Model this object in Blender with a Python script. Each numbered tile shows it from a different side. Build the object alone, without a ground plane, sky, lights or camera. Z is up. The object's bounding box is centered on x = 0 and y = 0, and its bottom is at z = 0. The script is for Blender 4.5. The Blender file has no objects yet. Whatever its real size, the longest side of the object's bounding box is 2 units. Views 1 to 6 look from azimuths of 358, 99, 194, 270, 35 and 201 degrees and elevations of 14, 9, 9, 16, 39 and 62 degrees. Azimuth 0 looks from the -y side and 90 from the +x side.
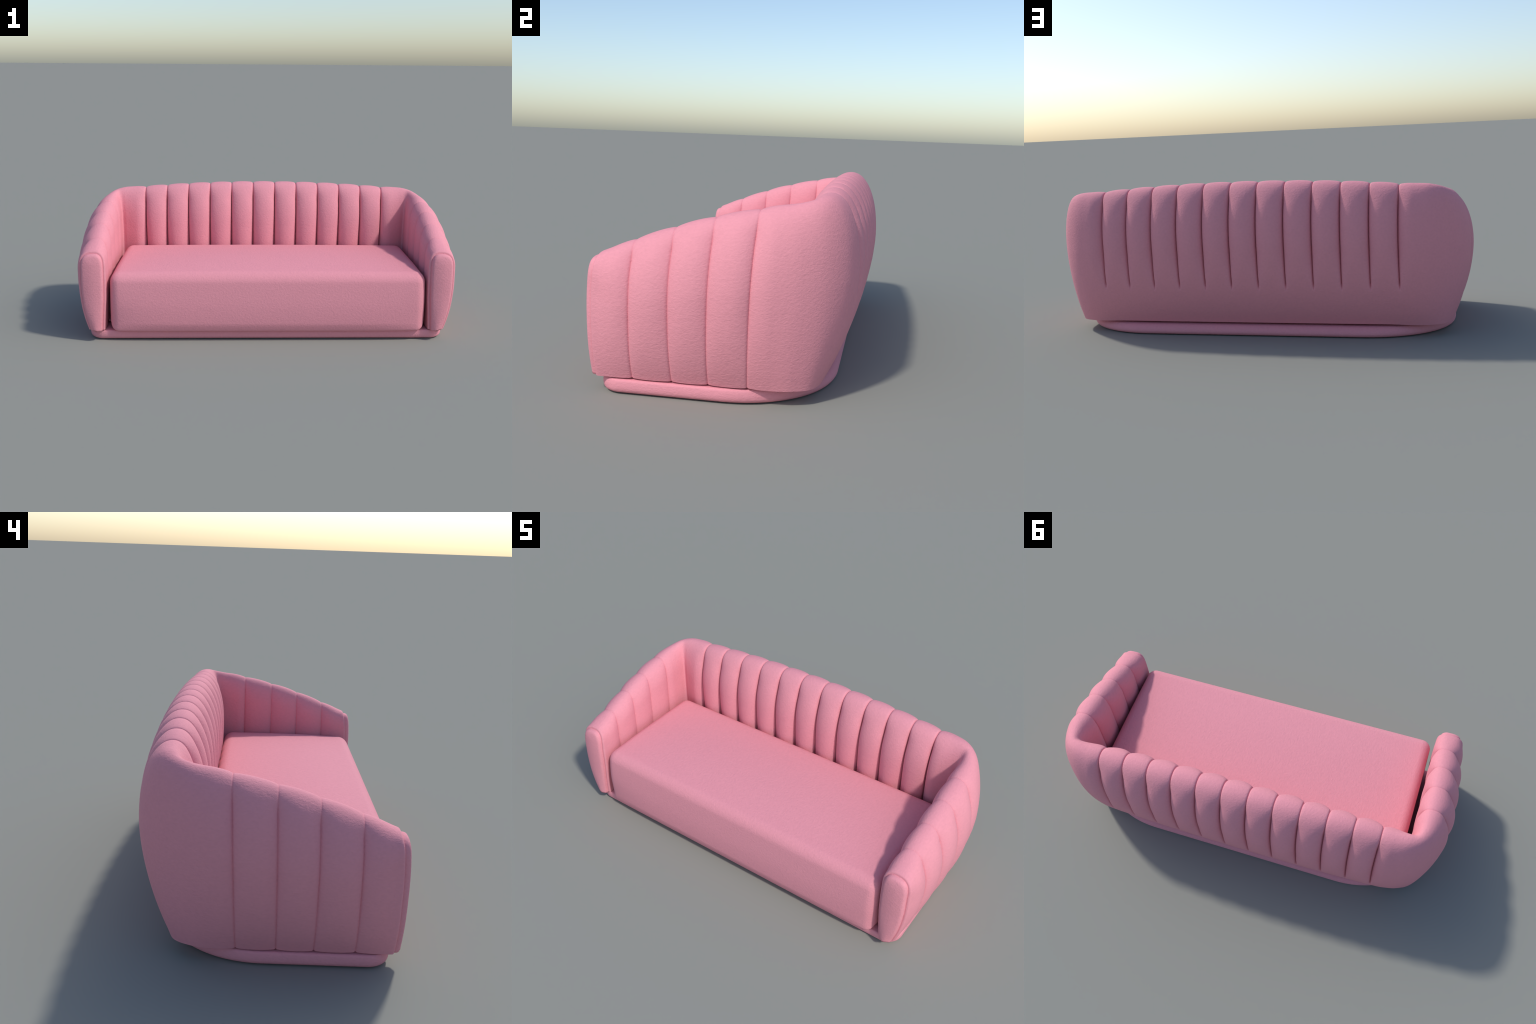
import bpy, bmesh, math
import numpy as np

# ------------------------------------------------------------------ helpers
def pchip(xk, yk, x):
    """Monotone cubic through control points (per column)."""
    xk = np.asarray(xk, float); yk = np.asarray(yk, float); x = np.asarray(x, float)
    if yk.ndim == 1:
        return pchip(xk, yk[:, None], x)[:, 0]
    h = np.diff(xk); d = np.diff(yk, axis=0) / h[:, None]
    m = np.zeros_like(yk)
    m[0] = d[0]; m[-1] = d[-1]
    for i in range(1, len(xk) - 1):
        w1 = 2 * h[i] + h[i - 1]; w2 = h[i] + 2 * h[i - 1]
        ok = d[i - 1] * d[i] > 0
        with np.errstate(divide='ignore', invalid='ignore'):
            hm = (w1 + w2) / (w1 / d[i - 1] + w2 / d[i])
        m[i] = np.where(ok, hm, 0)
    k = np.clip(np.searchsorted(xk, x, side='right') - 1, 0, len(h) - 1)
    t = ((x - xk[k]) / h[k])[:, None]; hk = h[k][:, None]
    return ((1 + 2*t)*(1-t)**2*yk[k] + t*(1-t)**2*hk*m[k]
            + t*t*(3-2*t)*yk[k+1] + t*t*(t-1)*hk*m[k+1])

def catmull(xk, yk, x):
    """Smooth cubic (finite-difference tangents) through control points."""
    xk = np.asarray(xk, float); yk = np.asarray(yk, float); x = np.asarray(x, float)
    m = np.gradient(yk, xk, axis=0)
    h = np.diff(xk)
    k = np.clip(np.searchsorted(xk, x, side='right') - 1, 0, len(h) - 1)
    t = ((x - xk[k]) / h[k])[:, None]; hk = h[k][:, None]
    return ((1 + 2*t)*(1-t)**2*yk[k] + t*(1-t)**2*hk*m[k]
            + t*t*(3-2*t)*yk[k+1] + t*t*(t-1)*hk*m[k+1])

def sstep(a, b, x):
    t = np.clip((x - a) / (b - a), 0, 1)
    return t * t * (3 - 2 * t)

def grid_faces(nu, nv, wrap_u=False):
    f = []
    for i in range(nu if wrap_u else nu - 1):
        a = i * nv; b = ((i + 1) % nu) * nv
        f += [(a + j, b + j, b + j + 1, a + j + 1) for j in range(nv - 1)]
    return f

def make_object(name, verts, faces, mat, parent=None, normals=None):
    me = bpy.data.meshes.new(name)
    me.from_pydata([tuple(map(float, v)) for v in verts], [], faces)
    me.validate(); me.update()
    me.polygons.foreach_set("use_smooth", [True] * len(me.polygons))
    me.materials.append(mat)
    if normals is not None:
        me.normals_split_custom_set_from_vertices([tuple(map(float, n)) for n in normals])
    ob = bpy.data.objects.new(name, me)
    bpy.context.scene.collection.objects.link(ob)
    if parent is not None:
        ob.parent = parent
    return ob

def grid_normals(P):
    du = np.gradient(P, axis=0); dv = np.gradient(P, axis=1)
    n = np.cross(du, dv)
    return n / np.maximum(np.linalg.norm(n, axis=2, keepdims=True), 1e-9)

# ------------------------------------------------------------------ material
def fabric(name, base, lo, hi):
    m = bpy.data.materials.new(name); m.use_nodes = True
    nt = m.node_tree; N = nt.nodes; L = nt.links
    bsdf = N["Principled BSDF"]
    tc = N.new("ShaderNodeTexCoord")
    mp = N.new("ShaderNodeMapping"); mp.inputs["Rotation"].default_value = (0.5, 0.35, 0.6)
    mp.inputs["Scale"].default_value = (1.0, 0.7, 1.2)
    L.new(tc.outputs["Object"], mp.inputs["Vector"])
    # woven grain: short, slanted threads
    n1 = N.new("ShaderNodeTexNoise"); n1.inputs["Scale"].default_value = 100
    n1.inputs["Detail"].default_value = 3; n1.inputs["Roughness"].default_value = 0.6
    L.new(mp.outputs["Vector"], n1.inputs["Vector"])
    # soft cloth unevenness
    n2 = N.new("ShaderNodeTexNoise"); n2.inputs["Scale"].default_value = 14
    n2.inputs["Detail"].default_value = 2
    L.new(tc.outputs["Object"], n2.inputs["Vector"])
    mx = N.new("ShaderNodeMix"); mx.data_type = 'FLOAT'; mx.inputs["Factor"].default_value = 0.15
    L.new(n1.outputs["Fac"], mx.inputs["A"]); L.new(n2.outputs["Fac"], mx.inputs["B"])
    ramp = N.new("ShaderNodeValToRGB")
    e = ramp.color_ramp.elements
    e[0].position = 0.3; e[0].color = (*lo, 1)
    e[1].position = 0.7; e[1].color = (*hi, 1)
    e.new(0.5).color = (*base, 1)
    L.new(mx.outputs["Result"], ramp.inputs["Fac"])
    L.new(ramp.outputs["Color"], bsdf.inputs["Base Color"])
    bp = N.new("ShaderNodeBump"); bp.inputs["Strength"].default_value = 0.34
    bp.inputs["Distance"].default_value = 0.004
    # fine weave on top of the coarser grain
    n3 = N.new("ShaderNodeTexNoise"); n3.inputs["Scale"].default_value = 240
    n3.inputs["Detail"].default_value = 1
    L.new(mp.outputs["Vector"], n3.inputs["Vector"])
    hm = N.new("ShaderNodeMath"); hm.operation = 'MULTIPLY_ADD'; hm.inputs[1].default_value = 0.45
    L.new(n3.outputs["Fac"], hm.inputs[0]); L.new(n1.outputs["Fac"], hm.inputs[2])
    L.new(hm.outputs["Value"], bp.inputs["Height"])
    L.new(bp.outputs["Normal"], bsdf.inputs["Normal"])
    bsdf.inputs["Roughness"].default_value = 0.85
    bsdf.inputs["Specular IOR Level"].default_value = 0.2
    return m

PINK = (0.73, 0.292, 0.339)
FAB = fabric("pink_upholstery_fabric", PINK,
             tuple(c * 0.965 for c in PINK), tuple(min(1, c * 1.03) for c in PINK))

# ------------------------------------------------------------------ the thing
sofa = bpy.data.objects.new("sofa", None)
bpy.context.scene.collection.objects.link(sofa)
sofa["label"] = "pink channel-tufted curved sofa with single seat cushion"
sofa["category"] = "sofa"

# ------------------------------------------------------------------ the wrap-around shell
# u runs along the shell in panels: 0 = middle of the back, seams of the back at 0.5..5.5,
# corner panel 5.5..8.5, arm seams at 8.5, 9.5, 10.5, 11.5, arm front at 12.5.
PITCH = 0.125
SEAMS = [0.5, 1.5, 2.5, 3.5, 4.5, 5.5, 8.5, 9.5, 10.5, 11.5, 12.5]
# u, inner wall plan (x, y), outer crest plan (x, y), top z, apex fraction, back-ness 0..1, inset of the hem
ST = [
 (0.0,  0.000, 0.192, 0.000, 0.450, 0.712, 0.50, 1.0, 0.124),
 (1.5,  0.1875,0.192, 0.1875,0.4485,0.710, 0.50, 1.0, 0.123),
 (3.5,  0.4375,0.192, 0.4375,0.442, 0.701, 0.50, 1.0, 0.117),
 (5.0,  0.625, 0.194, 0.625, 0.432, 0.689, 0.50, 1.0, 0.109),
 (5.5,  0.6875,0.198, 0.6875,0.427, 0.684, 0.50, 1.0, 0.105),
 (6.0,  0.745, 0.209, 0.755, 0.416, 0.681, 0.50, 0.95, 0.096),
 (6.5,  0.792, 0.225, 0.831, 0.387, 0.677, 0.48, 0.8, 0.078),
 (7.0,  0.815, 0.236, 0.900, 0.331, 0.666, 0.45, 0.5, 0.054),
 (7.5,  0.819, 0.204, 0.951, 0.258, 0.653, 0.41, 0.2, 0.057),
 (8.0,  0.819, 0.157, 0.981, 0.185, 0.645, 0.37, 0.05, 0.071),
 (8.5,  0.818, 0.110, 0.996, 0.112, 0.634, 0.35, 0.0, 0.085),
 (9.5,  0.818,-0.028, 0.998,-0.028, 0.603, 0.35, 0.0, 0.087),
 (10.5, 0.816,-0.160, 0.991,-0.160, 0.564, 0.35, 0.0, 0.079),
 (11.5, 0.814,-0.293, 0.979,-0.293, 0.516, 0.36, 0.0, 0.067),
 (12.5, 0.815,-0.422, 0.953,-0.422, 0.466, 0.43, 0.0, 0.040),
]
ST = np.array(ST)
# inset of the outer face from its crest line, and of the inner face, by height fraction;
# above the last height the wall turns over into an elliptic roll
TURN_OUT = 0.58                    # height fraction where the outer face starts to turn over
H     = np.array([0.0,  0.1,   0.2,   0.3,   0.4,   0.5,   0.58, 0.9])
OUT   = np.array([1.0,  0.69,  0.44,  0.25,  0.115, 0.03,  0.0,  0.0])     # share of the hem inset
IN_A  = np.array([0.014,0.011, 0.008, 0.005, 0.002, 0.001, 0.0,  0.0])
IN_B  = np.array([0.021,0.021, 0.021, 0.020, 0.018, 0.015, 0.014, 0.027])
TURN_A, TURN_B = 0.80, 0.62        # height fraction where the inner face starts to turn over
TURN_F = 0.80                      # and the outer face at the arm front

# samples along u: dense beside the seams
def panel_samples(a, b, n):
    t = np.linspace(-1, 1, n + 1)
    # squeeze samples toward the seams
    s = np.sign(t) * (1 - (1 - np.abs(t)) ** 2.0)
    return a + (b - a) * (s + 1) / 2
us = [panel_samples(-0.5, 0.5, 36)]
edges = SEAMS
for a, b in zip(edges[:-1], edges[1:]):
    us.append(panel_samples(a, b, 90 if b - a > 2 else 36)[1:])
half = np.concatenate([us[0][us[0] >= -1e-9]] + us[1:])
U = np.concatenate([-half[::-1][:-1], half])
NU = len(U)
NV = 150

au = np.abs(U); sg = np.where(U < 0, -1.0, 1.0)
S = catmull(ST[:, 0], ST[:, 1:], au)
I = S[:, 0:2].copy(); O = S[:, 2:4].copy()
ZT = S[:, 4]; FA = S[:, 5]; BK = np.clip(S[:, 6], 0, 1); FT = S[:, 7]
ZB = 0.055 + 0.003 * sstep(6.2, 4.8, au)                # hem lifts clear of the plinth along the back
I[:, 0] *= sg; O[:, 0] *= sg

def section(i):
    """One cross-section: inner foot -> roll -> outer foot, evenly resampled."""
    D = O[i] - I[i]; T = np.linalg.norm(D); D /= T
    bk = BK[i]
    ina = (1 - bk) * IN_A + bk * IN_B
    oua = OUT * FT[i]
    turn = (1 - bk) * TURN_A + bk * TURN_B
    hw = np.linspace(0, 1, 60)
    th = np.linspace(0, math.pi / 2, 90)[1:]
    ap = FA[i] * T
    # inner wall, then its half of the roll
    hi = hw * turn
    wi = pchip(H, ina, hi)
    a1 = wi[-1]
    ei = 2 / (2.1 + 0.4 * np.clip((au[i] - 11.0) / 1.5, 0, 1) ** 2)
    wr = ap - (ap - a1) * np.cos(th) ** ei
    hr = turn + (1 - turn) * np.sin(th) ** ei
    # outer half of the roll, then the outer wall
    fr = np.clip((au[i] - 11.0) / 1.5, 0, 1) ** 2
    tout = TURN_OUT + (TURN_F - TURN_OUT) * fr
    cr = math.exp(-((au[i] - 6.8) / 0.9) ** 2)         # fuller roll round the corner
    ex = 2 / (2.05 + 0.5 * fr + 0.35 * cr)
    ho = tout + (1 - tout) * np.sin(th[::-1][1:]) ** ex
    wo = ap + (T - ap) * np.cos(th[::-1][1:]) ** ex
    hd = (hw * tout)[::-1]
    wd = T - pchip(H, oua, hd)
    w = np.concatenate([wi, wr, wo, wd]); h = np.concatenate([hi, hr, ho, hd])
    z = ZB[i] + (ZT[i] - ZB[i]) * h
    c = np.stack([w, z], 1)
    l = np.concatenate([[0], np.cumsum(np.linalg.norm(np.diff(c, axis=0), axis=1))])
    v = np.linspace(0, l[-1], NV)
    c = np.stack([np.interp(v, l, c[:, 0]), np.interp(v, l, c[:, 1])], 1)
    P = np.empty((NV, 3))
    P[:, 0:2] = I[i] + D * c[:, :1]; P[:, 2] = c[:, 1]
    return P, c[:, 0] / T

P = np.empty((NU, NV, 3)); W = np.empty((NU, NV))
for i in range(NU):
    P[i], W[i] = section(i)
def front_bow(z):
    """The arm front is nearly upright and leans back a little at the top and the foot."""
    return 0.010 * np.clip((z - 0.30) / 0.16, 0, None) ** 2 + 0.005 * np.clip((0.2 - z) / 0.15, 0, None) ** 2
P[:, :, 1] += front_bow(P[:, :, 2]) * sstep(11.5, 12.5, au)[:, None]
lean = pchip([0, 6.2, 7.5, 8.5, 9.5, 10.5, 12.5], [0, 0, 0.006, 0.021, 0.011, 0, 0], au)
outer_side = np.arange(NV)[None, :] > np.argmax(P[:, :, 2], axis=1)[:, None]
P[:, :, 1] -= lean[:, None] * outer_side * (1 - (P[:, :, 2] - 0.055) / (ZT - 0.055)[:, None]) ** 1.4
Nn = grid_normals(P)
# make normals point outward (the outer foot must face away from the centre)
if np.mean(np.sum(Nn[:, -20, :2] * (O - I), axis=1)) < 0:
    Nn = -Nn; FLIP = True
else:
    FLIP = False

# ---- pillow relief: carve from the crest surface toward the seams
allseams = np.array(sorted([-s for s in SEAMS] + SEAMS))
k = np.clip(np.searchsorted(allseams, U, side='right') - 1, 0, len(allseams) - 2)
a = allseams[k]; b = allseams[k + 1]
t = np.abs(2 * (U - a) / (b - a) - 1)                    # 0 mid panel .. 1 seam
corner = (b - a) > 2
width = np.where(corner, 0.42, 0.13)
dist = (1 - t) * width / 2                               # metres to the seam
pil = np.where(corner, np.clip(1 - dist / 0.065, 0, 1) ** 2.2, t ** 2.2)
slit = np.exp(-(dist / 0.0029) ** 1.5)
rnd = np.exp(-(dist / 0.008) ** 1.3)
isback = sstep(8.0, 6.0, au)                             # seam type: back / arm
frontend = sstep(12.0, 12.5, au)
hf = (P[:, :, 2] - ZB[:, None]) / (ZT - ZB)[:, None]
past = (np.arange(NV)[None, :] > np.argmax(P[:, :, 2], axis=1)[:, None]).astype(float)                   # beyond the apex: outer face
top = sstep(0.86, 1.0, hf)
inside = (1 - top) * (1 - past); outside = (1 - top) * past
def mixrow(back, arm):
    return (isback * back + (1 - isback) * arm)[:, None]
in_back = 0.029 - 0.008 * sstep(0.45, 0.8, hf)           # deeper toward the seat
out_arm = 0.004 + 0.011 * sstep(0.0, 0.5, hf) + 0.003 * sstep(0.5, 0.85, hf)
ib = isback[:, None]
amp = (inside * (ib * in_back + (1 - ib) * 0.013) + top * mixrow(0.005, 0.0045)
       + outside * (ib * 0.024 + (1 - ib) * out_arm))
amp = amp * (1 - 0.9 * frontend)[:, None]
sl = inside * mixrow(0.021, 0.003) + top * mixrow(0.007, 0.002) + outside * mixrow(0.016, 0.004)
# back seams die out above the foot on the outer face
z = P[:, :, 2]
outer_back = past * isback[:, None]
fade_p = 1 - outer_back * (1 - sstep(0.225, 0.42, z))
fade_s = 1 - outer_back * (1 - sstep(0.222, 0.262, z))
carve = amp * pil[:, None] * fade_p + sl * (0.7 * slit + 0.3 * rnd)[:, None] * fade_s
# rounded front edge of the arm
fe = np.clip((au - 12.5) / 1.0 * 0.137 + 0.012, 0, None) / 0.012
carve += (0.004 * (1 - np.sqrt(np.clip(1 - fe ** 2, 0, 1))))[:, None]
Q = P - Nn * carve[:, :, None]
Nq = grid_normals(Q) * (-1 if FLIP else 1)

# ---- split into panels whose border vertices coincide
def emit(name, i0, i1, parent):
    sub = Q[i0:i1 + 1].reshape(-1, 3); nn = Nq[i0:i1 + 1].reshape(-1, 3)
    f = grid_faces(i1 - i0 + 1, NV)
    if FLIP:
        f = [q[::-1] for q in f]
    return make_object(name, sub, f, FAB, parent, nn)

idx = [int(np.argmin(np.abs(U - s))) for s in allseams]
def underside(name, i0, i1, caps):
    """Closes the foot of a run of panels (and the end of an arm)."""
    nn = 8
    vs = []; 
    for i in range(i0, i1 + 1):
        A, B = Q[i, 0], Q[i, -1]
        for j in range(nn + 1):
            p = A + (B - A) * j / nn
            vs.append(p)
    f = grid_faces(i1 - i0 + 1, nn + 1)
    f = [q if FLIP else q[::-1] for q in f]
    for i in caps:
        base = len(vs)
        ring = Q[i].copy(); vs += list(ring)
        cen = ring.mean(axis=0)
        m = 75
        # zip the arm end: inner half to outer half
        for j in range(m - 1):
            f.append((base + j, base + j + 1, base + NV - 2 - j, base + NV - 1 - j))
    ob = make_object(name, vs, f, FAB, sofa)
    ob.data.polygons.foreach_set("use_smooth", [False] * len(ob.data.polygons))
    return ob

n = len(idx)
backrest = underside("backrest", idx[4], idx[n - 5], [])
arm_l = underside("armrest", idx[0], idx[4], [idx[0]])
arm_r = underside("armrest", idx[n - 5], idx[n - 1], [idx[n - 1]])
for j in range(n - 1):
    par = arm_l if j < 4 else (arm_r if j >= n - 5 else backrest)
    emit("channel_panel", idx[j], idx[j + 1], par)

# ---- pillowed front facing of each arm
def facing(i, parent):
    """Pillowed pad: nested arches that shrink from the arm's edge to the pad's middle line."""
    ring = Q[i][:, [0, 2]]
    m = 121
    l = np.concatenate([[0], np.cumsum(np.linalg.norm(np.diff(ring, axis=0), axis=1))])
    v = np.linspace(0, l[-1], m)
    ring = np.stack([np.interp(v, l, ring[:, 0]), np.interp(v, l, ring[:, 1])], 1)
    tan = np.gradient(ring, axis=0)
    nrm = np.stack([-tan[:, 1], tan[:, 0]], 1); nrm /= np.linalg.norm(nrm, axis=1)[:, None]
    if np.sum(nrm[0] * (ring[-1] - ring[0])) < 0:
        nrm = -nrm
    half = m // 2
    ztop = ring[:, 1].max(); hwid = 0.5 * abs(ring[:, 0].max() - ring[:, 0].min())
    # middle line between the two legs of the arch, stopping below the round top
    zl = np.linspace(ring[0, 1], ztop - hwid, 30)
    order = np.argsort(ring[:half, 1]); xin = np.interp(zl, ring[:half, 1][order], ring[:half, 0][order])
    ob_ = ring[half:]; order = np.argsort(ob_[:, 1]); xo = np.interp(zl, ob_[:, 1][order], ob_[:, 0][order])
    mid = (xin + xo) / 2
    skz = np.minimum(ring[:, 1], zl[-1])
    skel = np.stack([np.interp(skz, zl, mid), skz], 1)
    prof = [(0.0050, 0.014), (0.0050, 0.004), (0.0052, -0.004), (0.0062, -0.0095), (0.0083, -0.0142),
            (0.0120, -0.0178), (0.0170, -0.0200)]
    rows = [np.column_stack([ring + nrm * d, np.full(m, y)]) for d, y in prof]
    last = rows[-1][:, :2]
    for f in (0.12, 0.25, 0.4, 0.55, 0.7, 0.85, 0.999):
        rows.append(np.column_stack([last + (skel - last) * f, np.full(m, -0.0200 - 0.0052 * (1 - (1 - f) ** 2))]))
    R = np.array(rows)                        # columns: x, z, y offset
    foot = sstep(0.085, 0.056, R[:, :, 1])
    R[:, :, 1] -= 0.004 * foot
    Y0 = -0.422 + front_bow(R[:, :, 1])
    V3 = np.stack([R[:, :, 0], Y0 + R[:, :, 2], R[:, :, 1]], 2)
    nr = len(rows)
    f = grid_faces(nr, m)
    vs = list(V3.reshape(-1, 3))
    # underside of the pad: bridge inner-leg feet and outer-leg feet row by row
    for r in range(nr - 1):
        f.append((r * m, (r + 1) * m, (r + 1) * m + m - 1, r * m + m - 1))
    ob = make_object("front_facing", vs, f, FAB, parent)
    bm = bmesh.new(); bm.from_mesh(ob.data)
    bmesh.ops.remove_doubles(bm, verts=bm.verts, dist=1e-5)
    bmesh.ops.recalc_face_normals(bm, faces=bm.faces)
    bm.to_mesh(ob.data); bm.free()
    front = [p.normal.y for p in ob.data.polygons if abs(p.normal.y) > 0.8]
    if np.mean(front) > 0:
        ob.data.flip_normals()
    ob.data.polygons.foreach_set("use_smooth", [p.normal.z > -0.9 for p in ob.data.polygons])
    return ob
facing(idx[0], arm_l)
facing(idx[n - 1], arm_r)

# ------------------------------------------------------------------ plinth base
def plinth():
    def outline(k=200):
        pts = []
        def arc(cx, cy, rx, ry, a0, a1, m, p=2.0):
            for q in range(m):
                a = math.radians(a0 + (a1 - a0) * q / m)
                c, s = math.cos(a), math.sin(a)
                pts.append((cx + rx * math.copysign(abs(c) ** (2 / p), c), cy + ry * math.copysign(abs(s) ** (2 / p), s)))
        X, YF, YB = 0.917, -0.412, 0.354
        RF = 0.078; RX, RY = 0.42, 0.36
        arc(X - RF, YF + RF, RF, RF, -90, 0, 16)
        arc(X - RX, YB - RY, RX, RY, 0, 90, 60, 2.15)
        arc(-X + RX, YB - RY, RX, RY, 90, 180, 60, 2.15)
        arc(-X + RF, YF + RF, RF, RF, 180, 270, 16)
        return np.array(pts)
    o = outline()
    # add points on the long straight runs
    pts = []
    for q in range(len(o)):
        p0, p1 = o[q], o[(q + 1) % len(o)]
        L = np.linalg.norm(p1 - p0); m = max(1, int(L / 0.03))
        for r in range(m):
            pts.append(p0 + (p1 - p0) * r / m)
    o = np.array(pts); M = len(o)
    tan = np.roll(o, -1, 0) - np.roll(o, 1, 0)
    nr = np.stack([-tan[:, 1], tan[:, 0]], 1); nr /= np.linalg.norm(nr, axis=1)[:, None]
    HT = 0.050
    prof = [(0.060, 0.0), (0.024, 0.0), (0.018, 0.0008), (0.012, 0.003), (0.007, 0.0065), (0.0035, 0.011),
            (0.001, 0.018), (0.0, 0.027), (0.0, 0.041), (0.001, 0.045), (0.0035, 0.0485), (0.008, HT), (0.06, HT)]
    # the back of the plinth is a round roll
    slant = [(0.060, 0.0), (0.018, 0.0), (0.013, 0.001), (0.008, 0.003), (0.004, 0.007), (0.001, 0.012),
             (0.0, 0.017), (0.001, 0.024), (0.004, 0.031), (0.009, 0.037), (0.015, 0.0425), (0.023, 0.0465), (0.06, 0.0475)]
    wb = np.where(o[:, 1] > 0, np.clip(np.abs(nr[:, 1]), 0, 1) ** 2, 0)
    rows = []
    for (d0, z0), (d1, z1) in zip(prof, slant):
        d = d0 + (d1 - d0) * wb; zz = z0 + (z1 - z0) * wb
        rows.append(np.column_stack([o + nr * d[:, None], zz]))
    vs = np.concatenate(rows)
    f = []
    for r in range(len(prof) - 1):
        for q in range(M):
            f.append((r * M + q, r * M + (q + 1) % M, (r + 1) * M + (q + 1) % M, (r + 1) * M + q))
    f.append(tuple(range(M - 1, -1, -1)))
    f.append(tuple((len(prof) - 1) * M + q for q in range(M)))
    return make_object("plinth_base", vs, f, FAB, sofa)
plinth()

# ------------------------------------------------------------------ rounded boxes
def rounded_box(name, lo, hi, r, parent, crown=0.0, seg=10, step=0.03, taper=0.0):
    lo = np.array(lo); hi = np.array(hi)
    def ticks(a, b):
        e = r * (1 - np.cos(np.linspace(0, math.pi / 2, seg + 1)))
        mid = np.linspace(a + r, b - r, max(2, int((b - a - 2 * r) / step)))
        return np.concatenate([a + e[:-1] * 1.0, mid, (b - e[:-1])[::-1]])
    tx = [ticks(lo[q], hi[q]) for q in range(3)]
    vs = {}; V = []; F = []
    def vid(p):
        key = tuple(np.round(p, 6))
        if key not in vs:
            vs[key] = len(V); V.append(p)
        return vs[key]
    for ax in range(3):
        b, c = (ax + 1) % 3, (ax + 2) % 3
        for side, val in ((0, lo[ax]), (1, hi[ax])):
            G = [[None] * len(tx[c]) for _ in tx[b]]
            for ii, pb in enumerate(tx[b]):
                for jj, pc in enumerate(tx[c]):
                    p = np.zeros(3); p[ax] = val; p[b] = pb; p[c] = pc
                    G[ii][jj] = vid(p)
            for ii in range(len(tx[b]) - 1):
                for jj in range(len(tx[c]) - 1):
                    q = (G[ii][jj], G[ii + 1][jj], G[ii + 1][jj + 1], G[ii][jj + 1])
                    F.append(q if side else q[::-1])
    V = np.array(V)
    core = np.clip(V, lo + r, hi - r)
    d = V - core
    V = core + r * d / np.maximum(np.linalg.norm(d, axis=1), 1e-9)[:, None]
    c = (lo + hi) / 2; hs = (hi - lo) / 2
    g = (V - c) / hs
    if crown:
        V[:, 2] += crown * np.clip(1 - np.abs(g[:, 0]) ** 2, 0, 1) * np.clip(1 - np.abs(g[:, 1]) ** 2, 0, 1) * (g[:, 2] > 0)
    V[:, 0] *= 1 - taper * sstep(0, 1, (V[:, 2] - lo[2]) / (hi[2] - lo[2]))
    if crown:      # upholstered front: leans back and rolls over softly at the top
        V[:, 2] -= 0.006 * sstep(0.1, 1.0, -g[:, 1]) * (g[:, 2] > 0)
        g1 = (V[:, 2] - lo[2]) / (hi[2] - lo[2])
        V[:, 1] += 0.024 * sstep(0.3, 1.1, g1) * sstep(0.2, 1.0, -g[:, 1])
        V[:, 1] += 0.018 * np.abs(g[:, 0]) ** 7 * sstep(0.2, 1.0, -g[:, 1]) * sstep(0.75, 0.1, g1)   # lower corners drawn in
        edge = (V[:, 1] < lo[1] + r) * sstep(lo[2] + r, lo[2], V[:, 2])
        V[:, 1] -= 0.55 * edge * np.maximum(V[:, 1] - lo[1], 0)    # tighter turn along the lower front edge
    return make_object(name, V, F, FAB, parent)

rounded_box("seat_cushion", (-0.804, -0.450, 0.0495), (0.812, 0.214, 0.360), 0.050, sofa, crown=0.018, taper=0.006)
rounded_box("seat_deck", (-0.83, -0.30, 0.060), (0.83, 0.21, 0.070), 0.004, sofa, seg=3, step=0.2)
